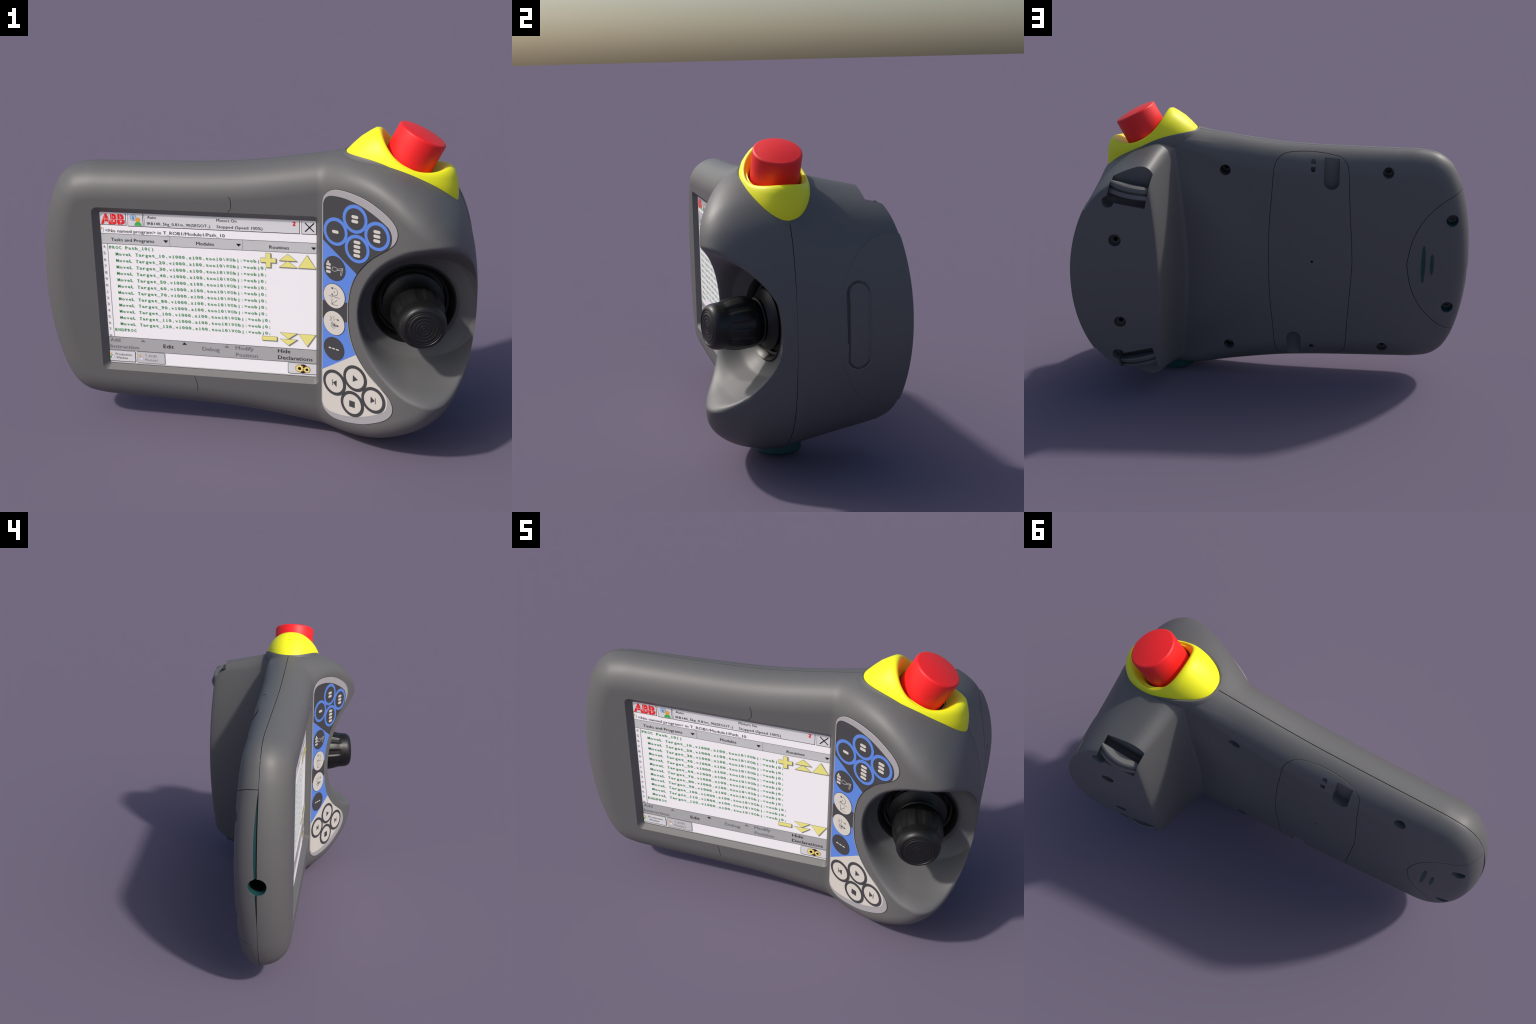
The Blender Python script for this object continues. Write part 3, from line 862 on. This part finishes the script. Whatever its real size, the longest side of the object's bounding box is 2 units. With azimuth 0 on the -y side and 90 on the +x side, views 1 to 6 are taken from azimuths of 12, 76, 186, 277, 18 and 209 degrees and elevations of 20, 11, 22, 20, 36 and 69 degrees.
for s in (1, -1):
    c, r = (0.2725, 1.0325), 0.0195
    t = 0.0016
    flat_poly("screen_cross", [(c[0] - r - t, c[1] - s * r + s * t), (c[0] - r + t, c[1] - s * r - s * t), (c[0] + r + t, c[1] + s * r - s * t), (c[0] + r - t, c[1] + s * r + s * t)], 5, INK)
# program path row and tabs
box("screen_icon", -0.676, 0.972, -0.662, 0.988, 3, UIBLU); box("screen_icon", -0.674, 0.970, -0.664, 0.984, 3.5, GLASS); box("screen_icon", SX0, 0.980, -0.671, 0.992, 4, UIORG)
add_text("screen_text", "<No named program> in T_ROB1/Module1/Path_10", -0.655, 0.9695, 0.551, 0.0148, INK)
box("screen_panel", SX0, 0.9135, SX1, 0.962, 1, UIGREY)
screen_line(SX0, 0.962, SX1, 0.962, 0.0014); screen_line(SX0, 0.9135, SX1, 0.9135, 0.0014)
for x in (-0.3555, -0.0235):
    screen_line(x, 0.914, x, 0.962, 0.0014); screen_line(x + 0.0016, 0.914, x + 0.0016, 0.962, 0.0014, 3, GLASS)
for t, x, w in (("Tasks and Programs", -0.631, 0.202), ("Modules", -0.235, 0.081), ("Routines", 0.095, 0.087)):
    add_text("screen_text", t, x, 0.9275, w, 0.0148, INK)
for x in (-0.375, -0.043, 0.290):
    flat_poly("screen_arrow", [(x - 0.0105, 0.9425), (x + 0.0112, 0.9425), (x, 0.930)], 5, INK)
# program listing
pitch, z0, cell = 0.03135, 0.8895, 0.01553
mono_text("screen_code_line", "PROC Path_10()", -0.6445, z0 + 0.001, 0.0152, 0.0135, GREEN)
for i in range(12):
    mono_text("screen_code_line", "MoveL Target_%d,v1000,z100,tool0\\WObj:=wobj0;" % (10 * (i + 1)), -0.6155, z0 - pitch * (i + 1) + 0.001, cell, 0.0135, GREEN)
mono_text("screen_code_line", "ENDPROC", -0.6445, z0 - pitch * 13 + 0.001, 0.0153, 0.0135, GREEN)
for i, ch in enumerate("45678901234567"):
    mono_text("screen_line_number", ch, -0.6735, z0 + 0.003 - pitch * i, 0.0145, 0.0125, FAINT, bold=0.0)
mono_text("screen_line_number", "8", -0.6735, 0.4545, 0.0145, 0.0085, FAINT, bold=0.0)
for k in range(10):
    za = 0.913 - k * (0.913 - 0.453) / 10
    screen_line(-0.6495 - 0.0006 * 0, za - (0.913 - 0.453) / 10, -0.6495, za, 0.0014)
# yellow scroll buttons: a dark outline under a slightly smaller yellow face
def inset(poly, k):
    """polygon moved inwards by k with mitred corners"""
    P = np.array(poly, float); n = len(P)
    if sum(P[i][0] * P[(i + 1) % n][1] - P[(i + 1) % n][0] * P[i][1] for i in range(n)) < 0: P = P[::-1]
    out = []
    for i in range(n):
        a, b, c = P[i - 1], P[i], P[(i + 1) % n]
        d1 = (b - a) / np.linalg.norm(b - a); d2 = (c - b) / np.linalg.norm(c - b)
        n1 = np.array([-d1[1], d1[0]]); n2 = np.array([-d2[1], d2[0]])
        out.append(tuple(b + (n1 + n2) * k / (1 + n1 @ n2)))
    return out
def icon(poly, g=0.0014):
    sh = [(x + 0.0022, z - 0.0022) for x, z in shrink(poly, -0.0006)]
    flat_poly("screen_arrow_shadow", sh, 6, FAINT)
    b = flat_poly("screen_arrow", poly, 7, UIOLIV)
    flat_poly("screen_arrow_face", inset(poly, g), 8, UIYEL)
icon([(0.055, 0.8615), (0.0785, 0.8615), (0.0785, 0.838), (0.1010, 0.838), (0.1010, 0.8615), (0.1245, 0.8615), (0.1245, 0.8835), (0.1010, 0.8835), (0.1010, 0.907), (0.0785, 0.907), (0.0785, 0.8835), (0.055, 0.8835)])
icon([(0.136, 0.8735), (0.219, 0.8735), (0.177, 0.9065)]); icon([(0.136, 0.8425), (0.219, 0.8425), (0.177, 0.8745)]); icon([(0.2215, 0.8425), (0.3020, 0.8425), (0.262, 0.906)])
icon([(0.055, 0.485), (0.1245, 0.485), (0.1245, 0.5065), (0.055, 0.5065)])
icon([(0.136, 0.529), (0.177, 0.4985), (0.219, 0.529)]); icon([(0.136, 0.498), (0.177, 0.466), (0.219, 0.498)]); icon([(0.2215, 0.527), (0.262, 0.466), (0.3020, 0.527)])
# menu bar and task bar
box("screen_panel", SX0, 0.384, SX1, 0.452, 1, UIMID)
screen_line(SX0, 0.452, SX1, 0.452, 0.0016); screen_line(SX0, 0.384, SX1, 0.384, 0.0016)
for t, x, z, w, m in (("Add", -0.670, 0.427, 0.047, FAINT), ("Instruction", -0.672, 0.3945, 0.139, FAINT), ("Edit", -0.413, 0.410, 0.050, INK), ("Debug", -0.227, 0.412, 0.081, FAINT),
                      ("Modify", -0.070, 0.428, 0.084, FAINT), ("Position", -0.069, 0.394, 0.102, FAINT), ("Hide", 0.127, 0.428, 0.057, INK), ("Declarations", 0.127, 0.3955, 0.158, INK)):
    add_text("screen_text", t, x, z, w, 0.0180, m)
for x, m in ((-0.511, FAINT), (-0.311, INK), (-0.111, FAINT)):
    flat_poly("screen_arrow", [(x - 0.0105, 0.4345), (x + 0.0112, 0.4345), (x, 0.446)], 5, m)
def ui_button(x0, z0, x1, z1, face, edge=INK):
    flat_poly("screen_button", round_rect(x0, z0, x1, z1, 0.006, 3), 3, edge)
    flat_poly("screen_button", round_rect(x0 + 0.002, z0 + 0.003, x1 - 0.003, z1 - 0.0015, 0.005, 3), 4, face)
ui_button(-0.690, 0.3245, -0.5505, 0.3815, UILITE); ui_button(-0.5455, 0.3235, -0.4070, 0.3825, UIGREY, FAINT); ui_button(0.1725, 0.3265, 0.320, 0.3815, UILITE)
for t, x, z, w in (("Production", -0.649, 0.3565, 0.079), ("Window", -0.647, 0.3385, 0.057), ("T_ROB1", -0.505, 0.3575, 0.057), ("Module1", -0.506, 0.3365, 0.061)):
    add_text("screen_text", t, x, z, w, 0.0125, FAINT if x > -0.6 else INK)
for x in (-0.668, -0.528):
    box("screen_icon", x - 0.002, 0.341, x + 0.012, 0.355, 5, UIBLU); box("screen_icon", x, 0.3425, x + 0.010, 0.3515, 6, GLASS)
    flat_poly("screen_icon", [(x - 0.008, 0.366), (x - 0.003, 0.3685), (x + 0.006, 0.354), (x + 0.001, 0.351)], 7, UIORG)
box("screen_icon", -0.676, 0.342, -0.668, 0.352, 7, UIGRN)
screen_line(SX0, 0.3215, SX1, 0.3215, 0.0012, 3, UIMID)
flat_poly("screen_icon", ellipse(0.242, 0.354, 0.024, 0.0225, 28), 5, INK)
def gear(cx, cz, ro, ri, n=9):
    pts = []
    for i in range(n):
        a = 2 * math.pi * i / n
        for da, r in ((-0.30, ri), (-0.17, ro), (0.17, ro), (0.30, ri)):
            pts.append((cx + r * math.cos(a + da * 2 * math.pi / n * 1.6), cz + r * math.sin(a + da * 2 * math.pi / n * 1.6)))
    return pts
for cx, cz, s in ((0.2265, 0.3555, 1.0), (0.2600, 0.3515, 0.84)):
    flat_poly("screen_icon", gear(cx, cz, 0.0205 * s, 0.0165 * s), 6, UIOLIV)
    flat_poly("screen_icon", gear(cx, cz, 0.0190 * s, 0.0150 * s), 7, UIORG)
    flat_poly("screen_icon", gear(cx, cz, 0.0160 * s, 0.0125 * s), 8, UIYEL)
    flat_poly("screen_icon", circle(cx, cz, 0.0078 * s, 16), 9, INK)
print("OBJECTS", len(bpy.data.objects), "TRIS", sum(sum(len(p.vertices) - 2 for p in o.data.polygons) for o in bpy.data.objects if o.type == 'MESH'))
